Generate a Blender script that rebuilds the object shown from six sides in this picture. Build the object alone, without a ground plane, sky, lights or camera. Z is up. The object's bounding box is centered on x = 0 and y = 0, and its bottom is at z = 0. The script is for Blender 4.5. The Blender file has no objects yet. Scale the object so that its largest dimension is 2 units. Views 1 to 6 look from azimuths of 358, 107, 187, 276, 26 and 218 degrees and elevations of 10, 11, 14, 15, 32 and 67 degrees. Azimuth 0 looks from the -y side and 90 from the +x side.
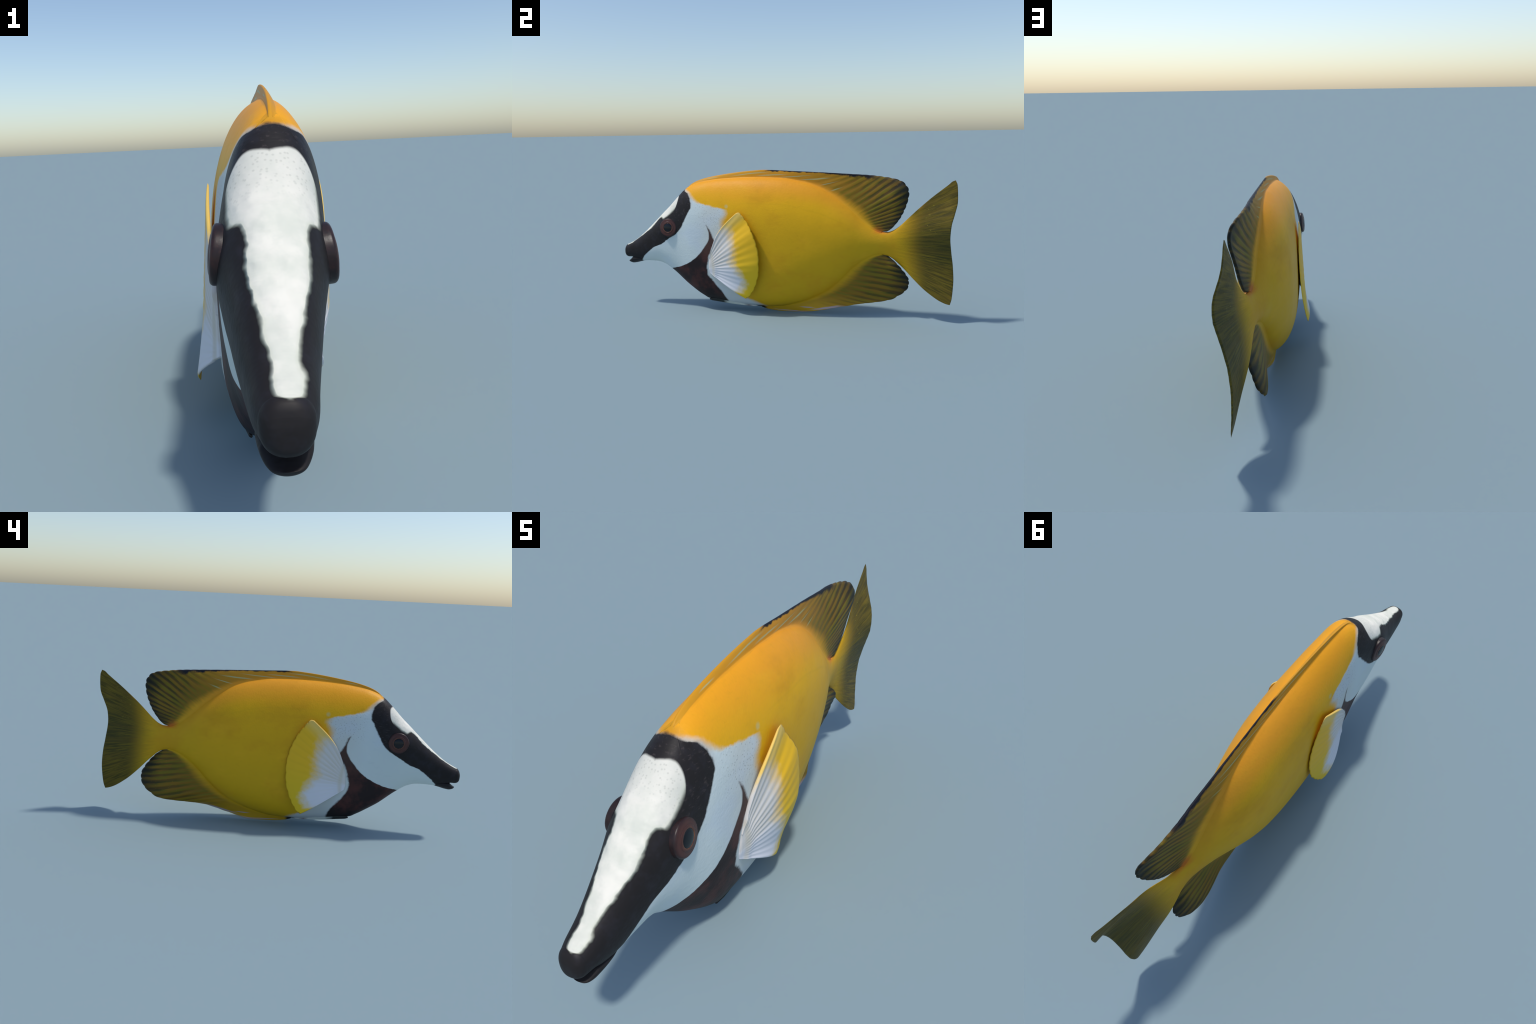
"""Yellow reef fish with a black-and-white mask, built from profiles, lofts and ray-structured fins.
Frame: metres, z up, snout at -y, tail at +y, midplane close to x = 0."""
import math
import numpy as np

# ------------------------------------------------------------------ profile helpers

def pchip(pts):
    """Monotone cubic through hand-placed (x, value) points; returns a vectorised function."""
    P = np.array(sorted(pts), float)
    x, y = P[:, 0], P[:, 1]
    h, d = np.diff(x), np.diff(y) / np.diff(x)
    m = np.zeros_like(y)
    m[0], m[-1] = d[0], d[-1]
    for i in range(1, len(x) - 1):
        if d[i - 1] * d[i] > 0:
            w1, w2 = 2 * h[i] + h[i - 1], h[i] + 2 * h[i - 1]
            m[i] = (w1 + w2) / (w1 / d[i - 1] + w2 / d[i])

    def f(q):
        q = np.clip(np.asarray(q, float), x[0], x[-1])
        i = np.clip(np.searchsorted(x, q) - 1, 0, len(x) - 2)
        t = (q - x[i]) / h[i]
        return ((1 + 2 * t) * (1 - t) ** 2 * y[i] + t * (1 - t) ** 2 * h[i] * m[i]
                + t * t * (3 - 2 * t) * y[i + 1] + t * t * (t - 1) * h[i] * m[i + 1])
    return f


def sstep(a, b, q):
    t = np.clip((np.asarray(q, float) - a) / (b - a), 0, 1)
    return t * t * (3 - 2 * t)


def smax(a, b, k):
    h = np.clip(0.5 + 0.5 * (a - b) / k, 0, 1)
    return b + (a - b) * h + k * h * (1 - h)


# ------------------------------------------------------------------ the body as profiles along y

NOSE, CAP = -1.0, 0.027          # snout tip, length of its rounded cap
TAIL_ROOT, TAIL_EDGE = 0.60, 0.965

top_line = pchip([(-0.975, .379), (-.945, .394), (-.925, .405), (-.848, .463), (-.80, .506), (-.751, .551), (-.713, .587), (-.673, .623),
                  (-.614, .683), (-.566, .727), (-.53, .749), (-.455, .773), (-.30, .793), (-.10, .800), (.02, .796), (.15, .777),
                  (.24, .750), (.335, .698), (.42, .633), (.49, .568), (.56, .515), (.605, .499), (.63, .499), (.655, .507),
                  (.69, .530), (.74, .578), (.80, .640), (.86, .703), (.917, .755), (.95, .780), (.965, .7855)])
bottom_line = pchip([(-.975, .296), (-.955, .297), (-.93, .286), (-.90, .277), (-.87, .276), (-.82, .278), (-.77, .275), (-.73, .263),
                     (-.67, .224), (-.57, .142), (-.50, .098), (-.46, .077), (-.435, .064), (-.40, .058), (-.30, .044), (-.20, .033),
                     (-.10, .028), (0, .034), (.10, .055), (.195, .089), (.29, .138), (.366, .203), (.43, .270), (.50, .326),
                     (.565, .360), (.60, .367), (.624, .364), (.66, .346), (.69, .320), (.72, .292), (.77, .240), (.85, .164), (.91, .123), (.95, .108), (.965, .105)])
half_width = pchip([(-.975, .0385), (-.95, .0455), (-.90, .0525), (-.80, .070), (-.70, .087), (-.62, .0965), (-.55, .1005), (-.45, .107),
                    (-.30, .118), (-.10, .125), (.05, .127), (.20, .121), (.30, .107), (.40, .084), (.50, .054), (.60, .029),
                    (.65, .021), (.70, .015), (.75, .011), (.80, .0085), (.90, .006), (.965, .0045)])
widest_z = pchip([(-1, .335), (-.90, .355), (-.80, .40), (-.70, .45), (-.60, .48), (-.50, .46), (-.40, .43), (-.2, .42), (.1, .42), (.4, .435),
                  (.6, .434), (.965, .444)])
q_top = pchip([(-1, 2.4), (-.8, 2.4), (-.6, 2.2), (-.45, 1.8), (-.3, 1.75), (-.1, 1.9), (.15, 1.8), (.35, 1.45), (.5, 1.4), (.6, 1.8), (.7, 2), (1, 2)])
q_low = pchip([(-1, 2.4), (-.85, 2.2), (-.7, 1.7), (-.55, 2.1), (-.45, 3.0), (-.2, 2.5), (.1, 1.8), (.3, 1.5), (.5, 1.4), (.6, 1.8), (.7, 2), (1, 2)])
p_side = pchip([(-1, 2.4), (-.6, 2.4), (-.4, 2.6), (-.1, 2.6), (.3, 2.2), (.6, 2.0), (1, 2.0)])

sway = pchip([(-1, -.0075), (-.85, -.005), (-.70, -.002), (-.62, .000), (-.5, .008), (-.3, .005), (0, -.001), (.3, -.013), (.5, -.013), (.62, -.011),
              (.7, -.008), (.8, -.004), (1, -.002)])
lean = pchip([(-1, .0), (-.6, .03), (.1, .05), (.3, .055), (.45, .078), (.6, .135), (.7, .14), (.85, .04), (1, 0)])
tail_edge = pchip([(.105, .972), (.135, .980), (.166, .983), (.235, .986), (.315, .981), (.40, .970), (.48, .963), (.545, .967), (.61, .982),
                   (.675, .994), (.73, .992), (.765, .988), (.783, .980)])


tail_x = pchip([(.105, .003), (.19, -.005), (.26, -.007), (.32, -.002), (.36, .004), (.384, .011), (.41, .018), (.44, .028), (.47, .038), (.51, .048), (.54, .049),
                (.567, .046), (.614, .033), (.655, .019), (.69, .010), (.74, .004), (.785, .002)])


def centre_x(y, z):
    """x of the midplane: the body rolls and bends gently, the tail fin swings and is cupped."""
    y, z = np.asarray(y, float), np.asarray(z, float)
    k = np.clip((y - .66) / (TAIL_EDGE - .66), 0, 1.05) ** 1.35
    at_edge = .44 + (z - .44) * np.clip((TAIL_EDGE - .42) / np.maximum(y - .42, .1), 1, 3)
    return (sway(y) + lean(y) * (z - .43)) * (1 - k) + tail_x(at_edge) * k


def brow(y, z):
    """Swelling of the head wall round the eye socket."""
    return .010 * np.exp(-((y + .680) / .062) ** 2 - ((z - .500) / .062) ** 2)


def cap_scale(y):
    return np.sqrt(np.clip(1 - np.clip((NOSE + CAP - y) / CAP, 0, 1) ** 2, 0, 1))


def heights(y):
    zw, c = widest_z(y), cap_scale(y)
    return zw, (top_line(y) - zw) * c, (zw - bottom_line(y)) * c ** .42, half_width(y) * (.25 + .75 * c) * (c > 0)


def body_half(y, z):
    """Half thickness of the body at a point of the midplane; 0 outside the outline."""
    y, z = np.asarray(y, float), np.asarray(z, float)
    zw, ht, hl, w = heights(y)
    up = z >= zw
    u = np.abs(z - zw) / np.maximum(np.where(up, ht, hl), 1e-6)
    q = np.where(up, q_top(y), q_low(y))
    inside = np.clip(1 - np.minimum(u, 1) ** p_side(y), 0, 1) ** (1 / q)
    return np.where(u < 1, w * inside + brow(y, z) * np.minimum(inside * 1.5, 1), 0)


RING = 144


def body_grid():
    """Rings of points (stations x RING x 3) from snout to tail edge."""
    t = np.linspace(0, 1, 40)
    ys = np.concatenate([NOSE + CAP * (1 - np.cos(t * math.pi / 2)) + 1e-5,
                         np.linspace(NOSE + CAP, .60, 230)[1:], np.linspace(.60, TAIL_EDGE, 90)[1:]])
    th = np.linspace(0, 2 * math.pi, RING, endpoint=False)
    c, s = np.cos(th), np.sin(th)
    rings = []
    for y in ys:
        zw, ht, hl, w = heights(y)
        q, p = np.where(s >= 0, q_top(y), q_low(y)), p_side(y)
        z = zw + np.where(s >= 0, ht, hl) * np.sign(s) * np.abs(s) ** (2 / p)
        e = np.abs(c) ** (2 / q)
        h = w * e + brow(y, z) * np.minimum(e * 1.5, 1)
        k = sstep(.72, TAIL_EDGE, y) ** 1.5
        yy = y + k * (tail_edge(z) - TAIL_EDGE)
        # fine rays modelled in the tail fin
        ang = np.arctan2(z - .44, yy - .42)
        h = h * (1 + .10 * sstep(.80, .92, y) * np.cos(ang * 110))
        rings.append(np.stack([centre_x(yy, z) + np.sign(c) * h, yy, z], 1))
    for f, d in ((.75, .0018), (.4, .003), (0, .0036)):      # rounded trailing edge
        last = rings[-1] if f == .75 else base
        if f == .75:
            base = rings[-1].copy()
        mid = centre_x(base[:, 1], base[:, 2])
        r = base.copy()
        r[:, 0] = mid + (base[:, 0] - mid) * f
        r[:, 1] += d
        rings.append(r)
    return np.array(rings)


# ------------------------------------------------------------------ fins as rays from a base line to an edge line

# (ray number, base y, base z, edge y, edge z)
DORSAL_RAYS = [(-13.8, -.580, .690, -.575, .706), (-13.4, -.568, .712, -.556, .731), (-13, -.555, .728, -.530, .7555), (-12, -.52, .752, -.466, .784), (-10.5, -.43, .777, -.36, .808),
               (-8, -.25, .796, -.15, .836), (-7, -.19, .799, -.075, .841), (-5, -.06, .799, .08, .835), (-2.5, .10, .786, .27, .827),
               (0, .24, .750, .44, .818), (2, .33, .700, .53, .813), (4, .40, .649, .61, .804), (5.5, .435, .620, .675, .793), (6.3, .452, .604, .708, .781),
               (7, .463, .594, .730, .762), (7.7, .472, .585, .743, .738), (8.5, .482, .576, .746, .712), (9.5, .495, .564, .739, .673), (11, .515, .548, .722, .624),
               (12.5, .535, .532, .701, .581), (14, .560, .515, .672, .541), (15, .585, .504, .648, .516), (15.6, .600, .500, .628, .503)]
ANAL_RAYS = [(-9, -.115, .030, -.108, .020), (-8.5, -.10, .029, -.075, .010), (-7, -.05, .030, .02, .0012), (-5, .03, .039, .12, .0010), (-3, .11, .058, .25, .024),
             (-1, .19, .087, .38, .056), (0.5, .24, .111, .48, .072), (2, .29, .138, .565, .081), (3.2, .325, .166, .645, .096), (4.2, .352, .190, .697, .126),
             (5.2, .38, .217, .735, .160), (6, .40, .239, .750, .192), (7, .427, .267, .751, .222), (8, .455, .293, .738, .256), (9, .485, .316, .717, .287),
             (10, .52, .339, .690, .318), (11, .56, .358, .657, .346), (11.8, .600, .367, .632, .362)]


DORSAL_SWAY = pchip([(-13.8, .014), (-7, .018), (-2.5, .014), (0, .012), (2, .008), (4, .011), (5.5, .020), (6.3, .027), (7, .034), (7.7, .036), (8.5, .034), (9.5, .026),
                     (11, .018), (12.5, .014), (14, .010), (15.6, .006)])
ANAL_SWAY = pchip([(-9, -.018), (-7, -.022), (-5, -.028), (-3, -.008), (-1, -.002), (.5, -.028), (2, -.050), (3.2, -.066), (4.2, -.064), (5.2, -.053), (6, -.043), (7, -.035),
                   (8, -.020), (9, -.006), (10, -.002), (11, -.012), (11.8, -.022)])


def fin_grid(table, sunk, thick_base, thick_edge, blend, scallop, shift, power, per_ray=10, rows=34):
    """Two-sided fin: returns left side, right side grids (columns along the fin, rows from body to edge)."""
    T = np.array(table)
    n = T[:, 0]
    cols = np.linspace(n[0], n[-1], int((n[-1] - n[0]) * per_ray) + 1)
    by, bz, ey, ez = (pchip(list(zip(n, T[:, k])))(cols) for k in range(1, 5))
    wave = np.abs(np.sin(math.pi * cols))                      # membrane dips between ray tips
    cut = scallop(cols) * (1 - wave ** .7)
    ln = np.hypot(ey - by, ez - bz) + 1e-6
    grow = 1 - cut / ln
    inner = np.linspace(-1, 0, 8)[:-1]
    outer = np.linspace(0, 1, rows) ** .85
    Y, Z, R = [], [], []
    for t in inner:
        Y.append(by - sunk[0] * t), Z.append(bz - sunk[1] * t), R.append(np.full_like(cols, t))
    for t in outer:
        Y.append(by + (ey - by) * t * grow), Z.append(bz + (ez - bz) * t * grow), R.append(np.full_like(cols, t))
    Y, Z, R = np.array(Y), np.array(Z), np.array(R)
    t01 = np.clip(R, 0, 1)
    th = thick_base(cols)[None] * (1 - t01) + thick_edge * t01
    th = th * np.sqrt(np.clip(1 - t01 ** 14, 0, 1))
    strength = sstep(.05, .35, t01) * (1 - .6 * t01 ** 4)
    th = th * (1 + .13 * strength * np.cos(2 * math.pi * cols)[None] * sstep(-3, 2, cols)[None])
    H = smax(body_half(Y, Z), th, blend(cols)[None]) - .004 * sstep(0, -.6, R)
    H = np.maximum(H, .0003)
    H[-1] = 0
    X = centre_x(Y, Z) + (shift(cols) - centre_x(ey, ez))[None] * t01 ** power
    return (np.stack([X + H, Y, Z], 2), np.stack([X - H, Y, Z], 2), np.broadcast_to(cols, R.shape), R)


def dorsal_grid():
    return fin_grid(DORSAL_RAYS, (-.012, -.034), pchip([(-14, .006), (-12, .009), (-8, .010), (-2, .008), (3, .007), (16, .006)]), .0032,
                    pchip([(-14, .003), (-6, .004), (-1, .012), (3, .022), (12, .02), (16, .01)]),
                    pchip([(-14, 0), (-6, .0), (-4, .0012), (2, .0025), (6, .0045), (11, .005), (14, .002), (16, 0)]),
                    DORSAL_SWAY, 1.6)


def anal_grid():
    return fin_grid(ANAL_RAYS, (-.012, .034), pchip([(-9, .009), (0, .008), (12, .006)]), .0032,
                    pchip([(-9, .004), (-4, .008), (0, .018), (9, .02), (12, .01)]),
                    pchip([(-9, 0), (-4, .002), (2, .004), (4, .0055), (9, .0055), (11, .002), (12, 0)]),
                    ANAL_SWAY, 1.6)


# pectoral fin: fan of rays; (ray number, base y, base z, edge y, edge z, edge distance from the midplane)
PECTORAL_RAYS = [(0, -.386, .335, -.205, .604, .134), (.5, -.387, .331, -.190, .608, .135), (1, -.388, .327, -.176, .600, .136), (2, -.389, .318, -.155, .574, .136),
                 (3.2, -.391, .306, -.128, .538, .136), (4.6, -.392, .293, -.102, .490, .136), (6, -.393, .281, -.081, .430, .137), (7.5, -.393, .271, -.069, .355, .139),
                 (9, -.393, .262, -.072, .278, .143), (10.5, -.392, .254, -.092, .203, .152), (12, -.390, .245, -.122, .143, .161), (13, -.389, .240, -.146, .112, .166),
                 (13.6, -.388, .237, -.165, .102, .167)]


def pectoral_grid(side, rows=46, per_ray=12):
    """Corrugated fan on one flank (side = +1 or -1): outer and inner face grids, ray number, reach."""
    T = np.array(PECTORAL_RAYS)
    n = T[:, 0]
    cols = np.linspace(n[0], n[-1], int(n[-1] * per_ray) + 1)
    by, bz, ey, ez, ex = (pchip(list(zip(n, T[:, k])))(cols) for k in range(1, 6))
    cut = .0035 * (1 - np.abs(np.sin(math.pi * (cols - .2))) ** .7) * sstep(0, 1.5, cols)
    grow = 1 - cut / np.hypot(ey - by, ez - bz)
    t = (np.linspace(0, 1, rows) ** .9)[:, None]
    bow = np.exp(-cols / 2.2)[None] * np.sin(math.pi * t) * (1 - .25 * t)
    Y = by + (ey - by) * t * grow - .030 * bow
    Z = bz + (ez - bz) * t * grow + .022 * bow
    root = np.abs(body_half(by, bz)) - .004
    ex = ex - (.030 * sstep(8, 13, cols) - .025 * sstep(2, 5, cols) * sstep(12, 8, cols) if side > 0 else .006 * sstep(8, 13, cols) + .004)   # the two fins are held a little differently
    wave = np.cos(2 * math.pi * (cols - .2))[None] * sstep(.06, .25, t) * (.0009 * (1 - .85 * t)) * (1 - .75 * sstep(7.5, 10, cols))[None]
    D = root + (ex - root) * sstep(-.15, 1.05, t) + .016 * np.sin(math.pi * t) * sstep(-3, 7, cols)[None] + .006 * t * (1 - t) + wave
    D += .004 * np.exp(-((t - .13) / .05) ** 2)
    H = (.0055 * (1 - t) + .0028 * t) * np.sqrt(np.clip(1 - t ** 16, 0, 1))
    lip = np.minimum(1, np.minimum(cols - cols[0], cols[-1] - cols) / .35)[None]
    H = H * np.sqrt(np.clip(1 - (1 - lip) ** 2, 0, 1)) + .004 * np.exp(-cols / .5)[None] * (1 - t * .7) * (lip > 0)
    H[-1] = 0
    mid = centre_x(Y, Z) if side else 0
    return (np.stack([mid + side * (D + H), Y, Z], 2), np.stack([mid + side * (D - H), Y, Z], 2), np.broadcast_to(cols, Y.shape), np.broadcast_to(t, Y.shape))


def jaw_grid():
    """Lower jaw: a small rounded trough under the snout, tip first."""
    up = pchip([(-.979, .2735), (-.972, .2770), (-.965, .282), (-.958, .288), (-.952, .294), (-.94, .302), (-.87, .298), (-.83, .290)])
    lo = pchip([(-.979, .2735), (-.974, .2665), (-.965, .261), (-.95, .2575), (-.925, .261), (-.90, .2675), (-.87, .2745), (-.83, .285)])
    wd = pchip([(-.979, .003), (-.977, .012), (-.972, .021), (-.96, .0295), (-.94, .0375), (-.90, .0415), (-.87, .036), (-.83, .010)])
    t = np.linspace(0, 1, 60) ** 1.5
    ys = -.979 + .149 * t
    th = np.linspace(0, 2 * math.pi, 56, endpoint=False)
    c, s = np.cos(th), np.sin(th)
    out = []
    for y in ys:
        zm, h = (up(y) + lo(y)) / 2, (up(y) - lo(y)) / 2
        # a trough whose rims rise to meet the snout
        z = zm + h * s
        x = wd(y) * c
        out.append(np.stack([centre_x(np.full_like(z, y), z) + x, np.full_like(z, y), z + 5 * x * x], 1))
    return np.array(out)


def pelvic_grid(side):
    """Pelvic fin folded flat along the belly: a thin tapering blade."""
    t = np.linspace(0, 1, 60)
    y = -.425 + .30 * t
    zc = pchip([(0, .064), (.1, .063), (.5, .050), (1, .036)])(t)
    hh = pchip([(0, .004), (.06, .009), (.3, .0105), (.85, .0095), (.95, .0075), (1, .001)])(t)
    xx = pchip([(0, .044), (.15, .048), (.6, .043), (1, .030)])(t)
    tk = pchip([(0, .0035), (.2, .005), (.8, .0045), (1, .001)])(t)
    th = np.linspace(0, 2 * math.pi, 28, endpoint=False)
    c, s = np.cos(th), np.sin(th)
    out = []
    for k in range(len(t)):
        z = zc[k] + hh[k] * s
        lean_in = .35 * (z - zc[k])
        x = side * (xx[k] + lean_in + tk[k] * c * (1 + .25 * np.cos(14 * s)))
        out.append(np.stack([centre_x(np.full_like(z, y[k]), z) + x, np.full_like(z, y[k]), z], 1))
    return np.array(out)


# --- end of shape model
# ================================================================== Blender side
import bpy
from mathutils import Vector

ROOT = bpy.data.objects.new("fish", None)
ROOT["label"] = "yellow reef fish with black and white striped face"
ROOT["category"] = "fish"
ROOT.empty_display_size = .2
bpy.context.scene.collection.objects.link(ROOT)


def add_mesh(name, verts, faces, mat, parent=ROOT, location=(0, 0, 0), smooth=True):
    me = bpy.data.meshes.new(name)
    me.from_pydata([tuple(map(float, v)) for v in verts], [], faces)
    me.materials.append(mat)
    if smooth:
        me.polygons.foreach_set("use_smooth", [True] * len(me.polygons))
    me.update()
    ob = bpy.data.objects.new(name, me)
    ob.parent = parent
    ob.location = location
    bpy.context.scene.collection.objects.link(ob)
    return ob


def tube_faces(rings, ring, close_start=True, close_end=True):
    f = []
    for i in range(rings - 1):
        for j in range(ring):
            k = (j + 1) % ring
            f.append((i * ring + j, i * ring + k, (i + 1) * ring + k, (i + 1) * ring + j))
    if close_start:
        f.append(tuple(range(ring))[::-1])
    if close_end:
        f.append(tuple((rings - 1) * ring + j for j in range(ring)))
    return f


def fin_mesh(name, left, right, ray, reach, mat, lip=False, flip=False):
    """Stitch the two faces of a fin; float attributes give the ray number and the reach along the ray."""
    rows, cols = left.shape[:2]
    V = np.concatenate([left.reshape(-1, 3), right.reshape(-1, 3)])
    n = rows * cols
    F = []
    for i in range(rows - 1):
        for j in range(cols - 1):
            a, b, c, d = i * cols + j, i * cols + j + 1, (i + 1) * cols + j + 1, (i + 1) * cols + j
            F.append((a, b, c, d) if not flip else (d, c, b, a))
            F.append((n + d, n + c, n + b, n + a) if not flip else (n + a, n + b, n + c, n + d))
    def rim(seq):
        for a, b in zip(seq[:-1], seq[1:]):
            F.append((b, a, n + a, n + b) if not flip else (n + b, n + a, a, b))
    top = [(rows - 1) * cols + j for j in range(cols)]
    rim([i * cols for i in range(rows)][::-1]), rim([j for j in range(cols)]), rim([i * cols + cols - 1 for i in range(rows)]), rim(top[::-1])
    ob = add_mesh(name, V, F, mat)
    for nm, val in (("ray_number", ray), ("ray_reach", reach)):
        at = ob.data.attributes.new(nm, "FLOAT", "POINT")
        at.data.foreach_set("value", np.concatenate([np.ravel(val)] * 2).astype(np.float32))
    import bmesh
    bm = bmesh.new()
    bm.from_mesh(ob.data)
    bmesh.ops.remove_doubles(bm, verts=bm.verts, dist=2e-5)
    bmesh.ops.recalc_face_normals(bm, faces=bm.faces)
    bm.to_mesh(ob.data)
    bm.free()
    return ob


# ------------------------------------------------------------------ material helpers

class Nodes:
    def __init__(self, name):
        self.mat = bpy.data.materials.new(name)
        self.mat.use_nodes = True
        self.t = self.mat.node_tree
        self.t.nodes.clear()
        self.out = self.t.nodes.new("ShaderNodeOutputMaterial")
        self.bsdf = self.t.nodes.new("ShaderNodeBsdfPrincipled")
        self.t.links.new(self.bsdf.outputs[0], self.out.inputs[0])
        self.tc = self.t.nodes.new("ShaderNodeTexCoord").outputs["Object"]

    def put(self, sock, v):
        if v is None:
            return
        if isinstance(v, bpy.types.NodeSocket):
            self.t.links.new(v, sock)
        else:
            if sock.type == "RGBA" and len(v) == 3:
                v = (*v, 1)
            sock.default_value = v

    def math(self, op, a, b=None, c=None, clamp=False):
        n = self.t.nodes.new("ShaderNodeMath")
        n.operation, n.use_clamp = op, clamp
        for s, v in zip(n.inputs, (a, b, c)):
            self.put(s, v)
        return n.outputs[0]

    def add(self, a, b): return self.math("ADD", a, b)
    def sub(self, a, b): return self.math("SUBTRACT", a, b)
    def mul(self, a, b): return self.math("MULTIPLY", a, b)
    def inv(self, a): return self.math("SUBTRACT", 1.0, a)

    def step(self, v, a, b):
        """Smooth 0..1 as v goes from a to b (b may be below a)."""
        n = self.t.nodes.new("ShaderNodeMapRange")
        n.interpolation_type = "SMOOTHSTEP"
        flip = b < a
        self.put(n.inputs[0], v)
        n.inputs[1].default_value, n.inputs[2].default_value = (b, a) if flip else (a, b)
        n.inputs[3].default_value, n.inputs[4].default_value = (1, 0) if flip else (0, 1)
        return n.outputs[0]

    def xyz(self, v=None):
        n = self.t.nodes.new("ShaderNodeSeparateXYZ")
        self.put(n.inputs[0], v or self.tc)
        return n.outputs

    def vec(self, x, y, z):
        n = self.t.nodes.new("ShaderNodeCombineXYZ")
        for s, v in zip(n.inputs, (x, y, z)):
            self.put(s, v)
        return n.outputs[0]

    def mix(self, f, a, b, mode="MIX"):
        n = self.t.nodes.new("ShaderNodeMix")
        n.data_type, n.blend_type = "RGBA", mode
        self.put(n.inputs[0], f), self.put(n.inputs[6], a), self.put(n.inputs[7], b)
        return n.outputs[2]

    def noise(self, scale, detail=3, rough=.55, vec=None, stretch=None):
        v = vec or self.tc
        if stretch:
            m = self.t.nodes.new("ShaderNodeMapping")
            self.put(m.inputs[0], v)
            m.inputs["Scale"].default_value = stretch
            v = m.outputs[0]
        n = self.t.nodes.new("ShaderNodeTexNoise")
        self.put(n.inputs["Vector"], v)
        n.inputs["Scale"].default_value, n.inputs["Detail"].default_value, n.inputs["Roughness"].default_value = scale, detail, rough
        return n.outputs[0]

    def voronoi(self, scale, feature="F1", vec=None, rand=1.0, dims="3D"):
        n = self.t.nodes.new("ShaderNodeTexVoronoi")
        n.feature, n.voronoi_dimensions = feature, dims
        self.put(n.inputs["Vector"], vec or self.tc)
        n.inputs["Scale"].default_value, n.inputs["Randomness"].default_value = scale, rand
        return n.outputs["Distance"]

    def ramp(self, v, stops):
        n = self.t.nodes.new("ShaderNodeValToRGB")
        self.put(n.inputs[0], v)
        e = n.color_ramp.elements
        while len(e) < len(stops):
            e.new(.5)
        for k, (p, c) in zip(e, stops):
            k.position, k.color = p, (*c, 1)
        return n.outputs[0]

    def curve(self, v, pts):
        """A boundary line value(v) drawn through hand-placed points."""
        pts = sorted(pts)
        x0, x1 = pts[0][0], pts[-1][0]
        lo, hi = min(p[1] for p in pts), max(p[1] for p in pts)
        m = self.t.nodes.new("ShaderNodeMapRange")
        self.put(m.inputs[0], v)
        m.inputs[1].default_value, m.inputs[2].default_value = x0, x1
        n = self.t.nodes.new("ShaderNodeFloatCurve")
        c = n.mapping.curves[0]
        q = [((x - x0) / (x1 - x0), (y - lo) / (hi - lo)) for x, y in pts]
        c.points[0].location, c.points[1].location = q[0], q[-1]
        for p in q[1:-1]:
            c.points.new(*p)
        for p in c.points:
            p.handle_type = "AUTO_CLAMPED"
        n.mapping.update()
        self.put(n.inputs["Value"], m.outputs[0])
        return self.math("MULTIPLY_ADD", n.outputs[0], hi - lo, lo)

    def attr(self, name):
        n = self.t.nodes.new("ShaderNodeAttribute")
        n.attribute_name = name
        return n.outputs["Fac"]

    def bump(self, h, dist, strength=1.0, normal=None):
        n = self.t.nodes.new("ShaderNodeBump")
        n.inputs["Strength"].default_value, n.inputs["Distance"].default_value = strength, dist
        self.put(n.inputs["Height"], h)
        self.put(n.inputs["Normal"], normal)
        return n.outputs[0]

    def finish(self, color, rough=.5, normal=None, spec=.3, coat=0.0):
        b = self.bsdf.inputs
        self.put(b["Base Color"], color), self.put(b["Roughness"], rough), self.put(b["Normal"], normal)
        b["Specular IOR Level"].default_value, b["Coat Weight"].default_value = spec, coat
        return self.mat


# colours (linear)
ORANGE, GOLD, YELLOW, OLIVE = (.86, .36, .016), (.82, .43, .010), (.73, .395, .010), (.60, .365, .010)
BLACK, BROWN = (.019, .0165, .017), (.055, .024, .022)
WHITE, CHEEK, GREY_WHITE = (.84, .80, .70), (.63, .70, .69), (.58, .61, .58)
DARK_FIN, OLIVE_FIN, AMBER_FIN = (.011, .013, .011), (.155, .130, .012), (.215, .118, .013)

BLACK_REAR = [(.255, -.878), (.275, -.874), (.288, -.871), (.30, -.860), (.32, -.842), (.34, -.818), (.375, -.768), (.395, -.718), (.41, -.693), (.438, -.65), (.46, -.612), (.48, -.588),
              (.50, -.571), (.54, -.548), (.57, -.531), (.59, -.521), (.61, -.510), (.628, -.500), (.65, -.502), (.68, -.512), (.705, -.530), (.718, -.556), (.727, -.560), (.738, -.556)]
PATCH_HALF = [(-.985, 0), (-.975, .016), (-.953, .021), (-.941, .024), (-.917, .024), (-.893, .028), (-.867, .034), (-.843, .039), (-.82, .043), (-.79, .048), (-.766, .051),
              (-.742, .052), (-.722, .055), (-.705, .066), (-.690, .076), (-.67, .079), (-.645, .080), (-.62, .080), (-.56, .080)]
WHITE_REAR = [(.03, -.07), (.046, -.092), (.073, -.136), (.092, -.18), (.12, -.21), (.20, -.23), (.30, -.25), (.40, -.27), (.48, -.285), (.51, -.292), (.535, -.303), (.558, -.300), (.582, -.288),
              (.597, -.279), (.613, -.284), (.624, -.32), (.633, -.36), (.645, -.41), (.655, -.455), (.675, -.49), (.69, -.505), (.705, -.522), (.73, -.56)]
BROWN_FRONT = [(.04, -.75), (.20, -.71), (.242, -.668), (.25, -.65), (.26, -.61), (.275, -.57), (.305, -.512), (.34, -.467), (.375, -.435), (.41, -.408), (.45, -.388), (.474, -.387), (.504, -.394), (.536, -.408)]
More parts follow.
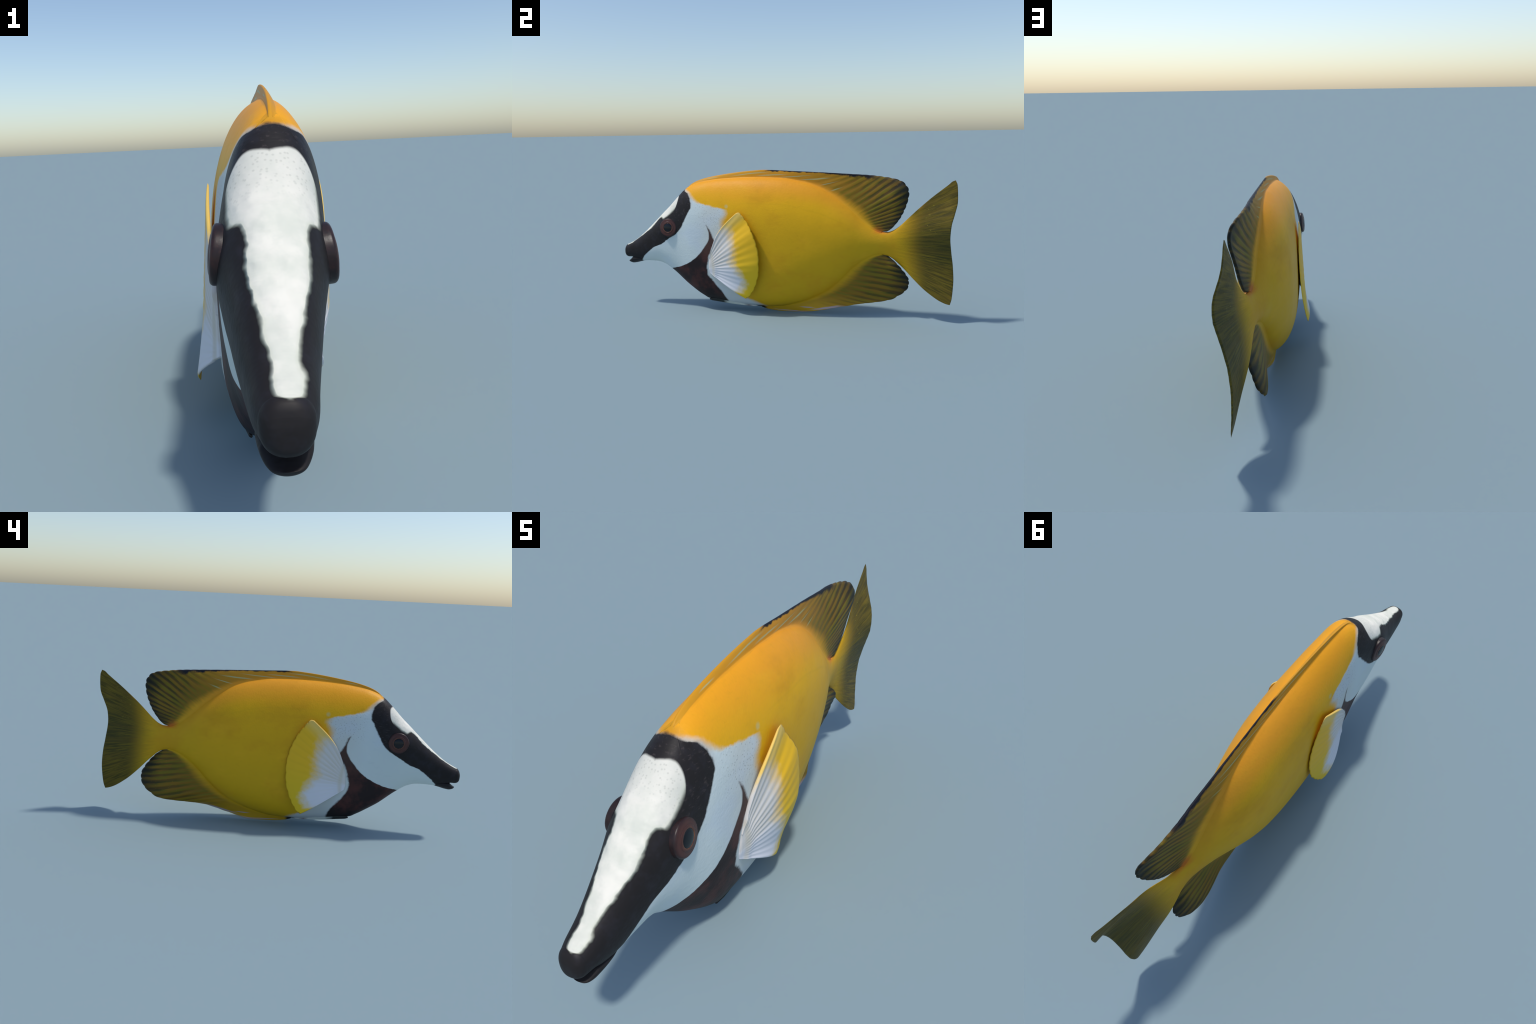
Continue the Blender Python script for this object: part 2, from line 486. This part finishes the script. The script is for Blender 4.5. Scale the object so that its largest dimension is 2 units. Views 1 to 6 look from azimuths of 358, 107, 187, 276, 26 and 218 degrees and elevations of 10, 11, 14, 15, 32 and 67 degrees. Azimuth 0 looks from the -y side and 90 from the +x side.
BROWN_REAR = [(.04, -.295), (.075, -.303), (.10, -.314), (.13, -.330), (.166, -.357), (.20, -.385), (.23, -.403), (.26, -.409), (.30, -.402), (.344, -.392), (.397, -.364), (.427, -.350),
              (.452, -.358), (.485, -.375), (.515, -.388), (.536, -.410)]
DORSAL_BASE = [(-.56, .735), (-.455, .775), (-.30, .795), (-.10, .802), (.02, .798), (.15, .779), (.24, .752), (.335, .700), (.42, .636), (.49, .570), (.56, .517), (.605, .501), (.70, .535)]


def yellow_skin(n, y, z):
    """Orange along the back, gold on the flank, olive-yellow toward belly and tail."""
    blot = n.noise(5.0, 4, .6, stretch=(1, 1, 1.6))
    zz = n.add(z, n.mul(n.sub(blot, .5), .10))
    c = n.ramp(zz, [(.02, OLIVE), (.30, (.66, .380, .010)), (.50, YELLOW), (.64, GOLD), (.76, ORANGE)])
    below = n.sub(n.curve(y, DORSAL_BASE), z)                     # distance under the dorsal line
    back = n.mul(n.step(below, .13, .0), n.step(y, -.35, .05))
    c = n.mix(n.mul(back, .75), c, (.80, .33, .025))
    rear = n.step(y, .30, .62)
    c = n.mix(n.mul(rear, .7), c, (.62, .375, .011))
    fine = n.noise(60, 3, .7, stretch=(1, .5, 1))
    c = n.mix(n.mul(n.step(fine, .50, .75), .10), c, (.45, .26, .01))
    big = n.noise(3.6, 5, .62, stretch=(1, .7, 1))
    c = n.mix(n.mul(n.step(big, .46, .66), .42), c, (.58, .255, .010))
    big2 = n.noise(6, 4, .6, stretch=(1, .6, 1.3))
    c = n.mix(n.mul(n.step(big2, .54, .70), .22), c, (.86, .46, .02))
    return c


def lines(n, y, z, warp=1.0):
    w1 = n.mul(n.sub(n.noise(26, 4, .6), .5), .022 * warp)
    return n.add(y, w1), n.add(z, n.mul(n.sub(n.noise(31, 4, .6), .5), .012 * warp))


def make_skin():
    n = Nodes("fish_skin")
    x, y, z = n.xyz()
    yw, zw = lines(n, y, z)
    yb, zb = lines(n, y, z, 1.5)
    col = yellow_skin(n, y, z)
    # red-orange saddle behind the dorsal fin and above the anal fin notch
    saddle = n.mul(n.step(n.math("ABSOLUTE", n.sub(y, .60)), .07, .0), n.step(z, .482, .502))
    col = n.mix(n.mul(saddle, .8), col, (.70, .16, .02))
    # faint lateral line, arching over the flank
    lat = n.curve(y, [(-.36, .640), (-.2, .655), (0, .655), (.2, .622), (.4, .545), (.6, .455)])
    latm = n.mul(n.step(n.math("ABSOLUTE", n.sub(z, lat)), .008, .0), n.mul(n.step(y, -.3, -.1), n.step(y, .55, .3)))
    col = n.mix(n.mul(latm, .09), col, (.48, .28, .01))
    # caudal fin: yellow root, dark olive blade with radiating streaks
    ang = n.math("ARCTAN2", n.sub(z, .44), n.sub(y, .42))
    rad = n.math("SQRT", n.add(n.math("POWER", n.sub(y, .42), 2), n.math("POWER", n.sub(z, .44), 2)))
    fan = n.vec(n.mul(ang, 1.0), n.mul(rad, .12), 0)
    st1, st2 = n.noise(70, 3, .6, vec=fan), n.noise(14, 2, .6, vec=fan)
    rays = n.math("COSINE", n.mul(ang, 110))
    blade = n.step(n.add(y, n.add(n.mul(n.sub(st1, .5), .10), n.mul(n.math("ABSOLUTE", n.sub(z, .46)), -.10))), .655, .83)
    tailc = n.mix(n.step(st1, .38, .62), (.070, .056, .011), (.175, .125, .014))
    tailc = n.mix(n.mul(n.step(st2, .45, .65), .6), tailc, (.13, .085, .014))
    mid = n.mul(n.step(n.math("ABSOLUTE", n.sub(z, .45)), .20, .02), n.step(y, .76, .94))
    tailc = n.mix(n.mul(mid, .38), tailc, (.030, .040, .014))
    tailc = n.mix(n.mul(n.step(rays, .3, 1), .12), tailc, (.03, .035, .012))
    rimd = n.step(n.math("ABSOLUTE", n.sub(z, .445)), .25, .33)
    tailc = n.mix(n.mul(rimd, .5), tailc, (.15, .10, .014))
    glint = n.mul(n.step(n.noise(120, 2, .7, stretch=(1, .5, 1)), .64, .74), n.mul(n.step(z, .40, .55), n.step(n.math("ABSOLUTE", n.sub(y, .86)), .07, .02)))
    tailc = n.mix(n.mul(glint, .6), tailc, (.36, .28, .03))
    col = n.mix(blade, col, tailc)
    # white flank and cheek
    wr = n.curve(zb, WHITE_REAR)
    white = n.mul(n.step(n.sub(yb, wr), .028, -.028), n.step(z, .735, .72))
    tint = n.noise(7, 3, .5)
    face = n.mix(n.step(n.add(y, n.mul(n.sub(tint, .5), .15)), -.50, -.36), CHEEK, GREY_WHITE)
    face = n.mix(n.mul(n.step(tint, .45, .7), .35), face, (.60, .68, .78))
    vor = n.voronoi(115, vec=n.vec(0, y, z), rand=.7)
    dots = n.mul(n.step(vor, .34, .14), n.mul(n.step(y, -.50, -.44), n.step(z, .48, .53)))
    face = n.mix(n.mul(dots, .55), face, (.28, .30, .28))
    pale_line = n.noise(30, 4, .7, stretch=(1, .35, 1))
    face = n.mix(n.mul(n.step(pale_line, .58, .72), .15), face, (.45, .52, .55))
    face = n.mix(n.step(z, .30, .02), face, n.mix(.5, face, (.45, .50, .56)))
    col = n.mix(white, col, face)
    col = n.mix(n.mul(n.step(n.math("SQRT", n.add(n.math("POWER", n.sub(y, -.275), 2), n.math("POWER", n.sub(z, .637), 2))), .016, .003), .45), col, (.50, .55, .30))
    # brown throat with a spur up the gill opening
    bf, br = n.curve(zw, BROWN_FRONT), n.curve(zw, BROWN_REAR)
    brown = n.mul(n.mul(n.step(n.sub(y, bf), -.003, .006), n.step(n.sub(yw, br), .007, -.007)), n.step(z, .538, .525))
    mot = n.noise(11, 4, .6)
    bc = n.mix(n.step(mot, .40, .66), (.024, .016, .017), (.072, .028, .025))
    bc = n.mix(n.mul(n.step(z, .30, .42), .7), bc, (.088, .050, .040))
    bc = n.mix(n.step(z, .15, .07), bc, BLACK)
    col = n.mix(brown, col, bc)
    # black vent spot
    vent = n.mul(n.step(n.math("ABSOLUTE", n.sub(y, -.105)), .035, .012), n.step(z, .050, .036))
    col = n.mix(vent, col, (.01, .012, .012))
    # black mask
    yk = n.add(y, n.mul(n.sub(n.noise(42, 4, .6), .5), .016))
    dk = n.sub(yk, n.curve(z, BLACK_REAR))
    mask = n.step(dk, .005, -.005)
    soft_rim = n.mul(n.step(dk, .022, .0), n.step(z, .60, .72))
    km = n.noise(24, 4, .6)
    kc = n.mix(n.step(km, .45, .7), BLACK, (.024, .022, .026))
    kc = n.mix(n.mul(n.step(n.noise(90, 2, .6, stretch=(1, .6, 1.6)), .56, .72), n.step(y, -.75, -.55)), kc, (.045, .036, .036))
    col = n.mix(n.mul(soft_rim, .35), col, (.20, .10, .02))
    col = n.mix(mask, col, kc)
    # white forehead blaze, ragged along the snout
    xs = n.sub(x, n.math("MULTIPLY_ADD", y, .024, .0205))
    rag = n.add(n.mul(n.sub(n.noise(21, 2.5, .5), .5), .022), n.mul(n.sub(n.noise(11, 2, .5), .5), .012))
    half = n.curve(n.add(y, n.mul(rag, .5)), PATCH_HALF)
    dpatch = n.sub(n.add(n.math("ABSOLUTE", xs), n.mul(rag, n.step(y, -.60, -.74))), half)
    patch = n.mul(n.mul(n.step(dpatch, .003, -.004), n.step(n.sub(y, n.curve(n.math("ABSOLUTE", xs), [(0, -.613), (.02, -.608), (.04, -.600), (.055, -.5965), (.07, -.599), (.085, -.625)])), .003, -.004)), n.mul(n.step(y, -.986, -.980), n.step(n.sub(z, n.math("MULTIPLY_ADD", y, .50, .83)), .0, .012)))
    lump = n.voronoi(34, "SMOOTH_F1", rand=1.0)
    blaze = n.mix(n.step(n.noise(16, 4, .6), .35, .65), WHITE, (.73, .72, .62))
    blaze = n.mix(n.mul(n.step(lump, .25, .75), n.mul(n.step(y, -.66, -.74), .30)), blaze, (.60, .62, .53))
    blaze = n.mix(n.mul(n.step(y, -.72, -.62), .5), blaze, (.66, .64, .57))
    freckle = n.mul(n.step(n.voronoi(110, rand=.85), .40, .12), n.step(y, -.70, -.64))
    blaze = n.mix(n.mul(freckle, .28), blaze, (.33, .33, .28))
    edge = n.step(dpatch, -.010, .002)
    blaze = n.mix(n.mul(edge, .35), blaze, (.45, .48, .30))
    col = n.mix(patch, col, blaze)
    # skin relief: scale grain, cheek folds, lumps on the blaze
    h = n.add(n.mul(n.voronoi(130, vec=n.vec(0, y, z)), .25), n.mul(n.noise(24, 4, .65), .35))
    folds = n.noise(13, 3, .6, stretch=(1, .6, 1.2))
    h = n.add(h, n.mul(n.mul(folds, 1.2), white))
    lumps = n.bump(n.mul(n.noise(23, 1.2, .5), n.mul(patch, n.step(y, -.58, -.74))), .016, .7)
    h = n.add(h, n.mul(n.mul(rays, blade), .20))
    nrm = n.bump(h, .003, .40, lumps)
    rough = n.math("MULTIPLY_ADD", n.noise(20, 3), .15, .42)
    return n.finish(col, rough, nrm, spec=.15)


# pale dashes along the spiny part of the fins: (ray, reach) at one end, (ray, reach) at the other
DORSAL_DASHES = [(-10.8, .50, -10.0, .42), (-8.5, .38, -6.5, .63), (-6.0, .26, -4.5, .44), (-4.0, .06, -2.7, .52), (-2.0, .12, -.9, .50), (.0, .10, .3, .36), (1.3, .06, 1.5, .22)]
ANAL_DASHES = [(-7.2, .64, -4.2, .93), (-3.6, .44, -3.0, .62), (-3.2, .84, -1.0, .93)]


def dashes(n, y, z, ray, reach, table):
    """Thin soft strokes drawn in fin coordinates."""
    total = None
    wob = n.mul(n.sub(n.noise(18, 3), .5), .10)
    for r0, t0, r1, t1 in table:
        mid = n.math("MULTIPLY_ADD", n.sub(ray, r0), (t1 - t0) / (r1 - r0), t0)
        across = n.step(n.math("ABSOLUTE", n.add(n.sub(reach, mid), wob)), .12, .03)
        k = .25 * (r1 - r0) + .1
        along = n.mul(n.step(ray, r0 - k, r0 + k), n.step(ray, r1 + k, r1 - k))
        m = n.mul(across, along)
        total = m if total is None else n.math("MAXIMUM", total, m)
    return total


def make_fin_skin(name, top):
    """Dorsal or anal fin: skin colour at the root, olive with dark membranes toward a black rim."""
    n = Nodes(name)
    x, y, z = n.xyz()
    ray, reach = n.attr("ray_number"), n.attr("ray_reach")
    skin = yellow_skin(n, y, z)
    streak = n.noise(9, 3, .6, vec=n.vec(n.mul(ray, .32), n.mul(reach, .35), .3))
    cyc = n.math("COSINE", n.mul(n.add(ray, n.mul(n.sub(streak, .5), .5)), 2 * math.pi))
    rear = n.step(ray, -5.0, 5.0) if top else n.step(ray, -4, 3.5)
    lit = n.mix(n.step(streak, .42, .6), AMBER_FIN, OLIVE_FIN)
    body = n.mix(n.mul(rear, .92), n.mix(.45, skin, (.42, .22, .016)), lit)
    dark = n.mul(n.step(cyc, .45, -.95), n.mul(n.step(n.add(reach, n.mul(n.step(ray, 8, 0), -.25)), .05, .45), n.step(ray, -3.5, 7.0) if top else rear))
    body = n.mix(n.mul(dark, .70 if top else .50), body, n.mix(n.step(streak, .4, .6), (.035, .026, .014), DARK_FIN))
    far = n.step(n.add(reach, n.add(n.mul(n.sub(streak, .5), .35), n.mul(cyc, -.06))), .62, 1.02)
    late = n.step(ray, 2.5, 7.0) if top else n.step(ray, 2.5, 6.0)
    body = n.mix(n.mul(far, n.mul(late, .95)), body, DARK_FIN)
    last = n.mul(n.step(ray, 10, 14), n.step(reach, .1, .7))
    body = n.mix(n.mul(last, .65), body, (.02, .02, .012))
    if top:
        rim = n.mul(n.mul(n.step(n.add(reach, n.mul(n.sub(n.noise(30, 2), .5), .35)), .80, .93), n.step(ray, -6.9, -6.4)), n.step(ray, 4.2, 2.0))
        body = n.mix(rim, body, (.012, .012, .018))
        body = n.mix(n.mul(dashes(n, y, z, ray, reach, DORSAL_DASHES), .75), body, (.42, .48, .26))
    else:
        body = n.mix(n.mul(dashes(n, y, z, ray, reach, ANAL_DASHES), .8), body, (.42, .36, .46))
        vent = n.mul(n.step(n.math("ABSOLUTE", n.sub(y, -.105)), .035, .012), n.step(z, .050, .036))
        body = n.mix(vent, body, (.01, .012, .012))
    nape = n.step(n.sub(y, n.curve(z, BLACK_REAR)), .005, -.005)
    root = n.step(n.add(reach, n.mul(n.sub(streak, .5), .10)), -.02, .20)
    col = n.mix(root, skin, body)
    if top:
        hot = n.mul(n.step(ray, 12.5, 15), n.step(reach, .5, .0))
        col = n.mix(n.mul(hot, .8), col, (.50, .10, .015))
    if top:
        col = n.mix(nape, col, BLACK)
    fleck = n.mul(n.step(n.noise(150, 2, .7), .68, .76), n.step(reach, .1, .5))
    col = n.mix(n.mul(fleck, n.mul(rear, .5)), col, (.45, .34, .03))
    h = n.add(n.mul(cyc, n.mul(rear, n.step(reach, .0, .3))), n.mul(n.noise(30, 3), .5))
    return n.finish(col, .48, n.bump(h, .002, .25), spec=.18)


def make_pectoral_skin():
    n = Nodes("pectoral_fin_skin")
    x, y, z = n.xyz()
    ray, reach = n.attr("ray_number"), n.attr("ray_reach")
    wob = n.mul(n.sub(n.noise(5, 3, .6, vec=n.vec(n.mul(ray, .24), n.mul(reach, 1.6), 0)), .5), .22)
    pale_to = n.curve(ray, [(0, .46), (.8, .62), (2, .64), (3, .62), (5, .57), (7, .50), (8.5, .56), (10, .68), (11.5, .78), (12.6, .76), (13.6, .70)])
    yel = n.step(n.sub(n.add(reach, wob), pale_to), -.14, .14)
    white = n.mix(n.step(ray, 6.5, 9.5), (.66, .63, .60), (.69, .69, .73))
    cyc = n.math("COSINE", n.mul(n.sub(ray, .2), 2 * math.pi))
    groove = n.mul(n.mul(n.step(cyc, .0, -1.0), n.step(reach, .1, .25)), n.step(ray, 9.5, 7))
    white = n.mix(n.mul(groove, .20), white, (.52, .42, .20))
    white = n.mix(n.mul(n.mul(n.step(reach, .16, .10), n.step(reach, .04, .09)), .5), white, (.55, .50, .38))
    gold = n.mix(n.step(ray, 5, 11), (.86, .49, .020), (.76, .50, .018))
    gold = n.mix(n.mul(groove, .12), gold, (.60, .36, .02))
    gold = n.mix(n.mul(n.step(ray, 2.5, .5), .4), gold, (.80, .66, .30))
    col = n.mix(yel, white, gold)
    h = n.add(n.mul(cyc, n.step(reach, .05, .2)), n.mul(n.noise(40, 3), .4))
    return n.finish(col, .45, n.bump(h, .0012, .22), spec=.20)


def make_pelvic_skin():
    n = Nodes("pelvic_fin_skin")
    x, y, z = n.xyz()
    w = n.add(y, n.mul(n.sub(n.noise(25, 3), .5), .03))
    m = n.t.nodes.new("ShaderNodeMapRange")
    n.put(m.inputs[0], w)
    m.inputs[1].default_value, m.inputs[2].default_value = -.43, -.12
    c = n.ramp(m.outputs[0], [(0, BLACK), (.30, (.02, .026, .022)), (.42, (.50, .54, .50)), (.72, (.62, .66, .62)), (.80, (.25, .22, .23)), (.90, (.62, .64, .62)), (1, (.70, .72, .68))])
    return n.finish(c, .4, None, spec=.35)


def make_iris():
    n = Nodes("iris")
    x, y, z = n.xyz()
    r = n.math("SQRT", n.add(n.math("POWER", y, 2), n.math("POWER", z, 2)))
    a = n.math("ARCTAN2", z, y)
    r2 = n.add(r, n.mul(n.sub(n.noise(40, 3, .6), .5), .010))
    m = n.math("DIVIDE", r2, .056)
    c = n.ramp(m, [(.46, (.17, .075, .042)), (.51, (.105, .038, .026)), (.60, (.065, .025, .021)), (.74, (.085, .031, .025)), (.86, (.060, .023, .020)), (.95, (.028, .015, .015)), (1.0, (.018, .012, .013))])
    sw = n.noise(26, 4, .7, vec=n.vec(n.mul(a, .25), n.mul(r, 12), n.mul(x, 9)))
    c = n.mix(n.mul(n.step(sw, .50, .66), .5), c, (.05, .02, .018))
    return n.finish(c, .38, n.bump(n.noise(90, 3), .001, .3), spec=.3)


def plain(name, color, rough, spec=.4, coat=0.0):
    n = Nodes(name)
    c = n.mix(n.step(n.noise(50, 3), .4, .7), color, tuple(v * .75 for v in color))
    return n.finish(c, rough, None, spec, coat)


# ------------------------------------------------------------------ build: body split by region, seamless
skin = make_skin()
G = body_grid()
rings = len(G)
whole = add_mesh("whole_body", G.reshape(-1, 3), tube_faces(rings, RING), skin)
normals = np.empty(len(whole.data.vertices) * 3, np.float32)
whole.data.vertices.foreach_get("normal", normals)
normals = normals.reshape(-1, 3)
co = G.reshape(-1, 3)

gill = pchip([(0, -.46), (.10, -.45), (.25, -.42), (.40, -.40), (.50, -.40), (.62, -.47), (.73, -.56), (.80, -.57)])


def region(face):
    c = co[list(face)].mean(0)
    return "head" if c[1] < gill(c[2]) else "tail_fin" if c[1] > .665 else "torso"


groups = {"head": [], "torso": [], "tail_fin": []}
for f in tube_faces(rings, RING):
    groups[region(f)].append(f)
for name, faces in groups.items():
    used = sorted({v for f in faces for v in f})
    new = {v: i for i, v in enumerate(used)}
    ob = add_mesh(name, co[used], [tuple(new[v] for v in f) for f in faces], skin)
    ob.data.normals_split_custom_set_from_vertices([tuple(map(float, normals[v])) for v in used])
mesh = whole.data
bpy.data.objects.remove(whole)
bpy.data.meshes.remove(mesh)

# ------------------------------------------------------------------ jaw, fins
J = jaw_grid()
add_mesh("lower_jaw", J.reshape(-1, 3), tube_faces(len(J), J.shape[1]), skin)
fin_mesh("dorsal_fin", *dorsal_grid(), make_fin_skin("dorsal_fin_skin", True))
fin_mesh("anal_fin", *anal_grid(), make_fin_skin("anal_fin_skin", False))
pec, pel = make_pectoral_skin(), make_pelvic_skin()
for side in (1, -1):
    fin_mesh("pectoral_fin", *pectoral_grid(side), pec)
    P = pelvic_grid(side)
    add_mesh("pelvic_fin", P.reshape(-1, 3), tube_faces(len(P), P.shape[1]), pel)


# ------------------------------------------------------------------ eyes: a rounded disc with iris ring and domed pupil
def lathe(profile, seg=72):
    """Revolve (radius, out) pairs about the x axis."""
    th = np.linspace(0, 2 * math.pi, seg, endpoint=False)
    V = [(o, r * math.cos(a), r * math.sin(a)) for r, o in profile for a in th]
    return V, tube_faces(len(profile), seg)


EYE_R = .0545
eye_profile = [(EYE_R, -.03)] + [(EYE_R, o) for o in (-.01, .0, .008)] + [(EYE_R - .008 + .008 * math.cos(a), .0105 + .008 * math.sin(a)) for a in np.linspace(.15, math.pi / 2, 9)] + [(.043, .0192), (.036, .0205)]
iris_profile = [(.037, .0195), (.036, .0208), (.034, .0216), (.030, .0222), (.0275, .0226), (.0265, .0221), (.0255, .0205), (.024, .018)]
pupil_profile = [(.0262, .0195)] + [(.0262 * math.cos(a), .0205 + .0045 * math.sin(a)) for a in np.linspace(.05, 1.5, 10)]
ring_profile = [(EYE_R + .0030, -.014), (EYE_R + .0026, -.004), (EYE_R + .0016, -.0025), (EYE_R + .0004, -.004), (EYE_R - .001, -.01)]
iris_mat, pupil_mat, rim_mat = make_iris(), plain("pupil", (.004, .006, .010), .18, .35, .0), plain("eye_socket", (.010, .010, .012), .5, .2)
for side, loc in ((1, (.0890, -.6515, .5015)), (-1, (-.0862, -.6515, .5085))):
    def turned(profile):
        V, F = lathe(profile)
        if side < 0:
            V, F = [(-x, -y, z) for x, y, z in V], F
        return V, F
    eye = add_mesh("eye", *turned(eye_profile), iris_mat, location=loc)
    eye.rotation_euler = (0, math.radians(-6 * side), math.radians(2 * side))
    add_mesh("iris", *turned(iris_profile), iris_mat, parent=eye)
    add_mesh("pupil", *turned(pupil_profile), pupil_mat, parent=eye)
    add_mesh("eye_rim", *turned(ring_profile), rim_mat, parent=eye)
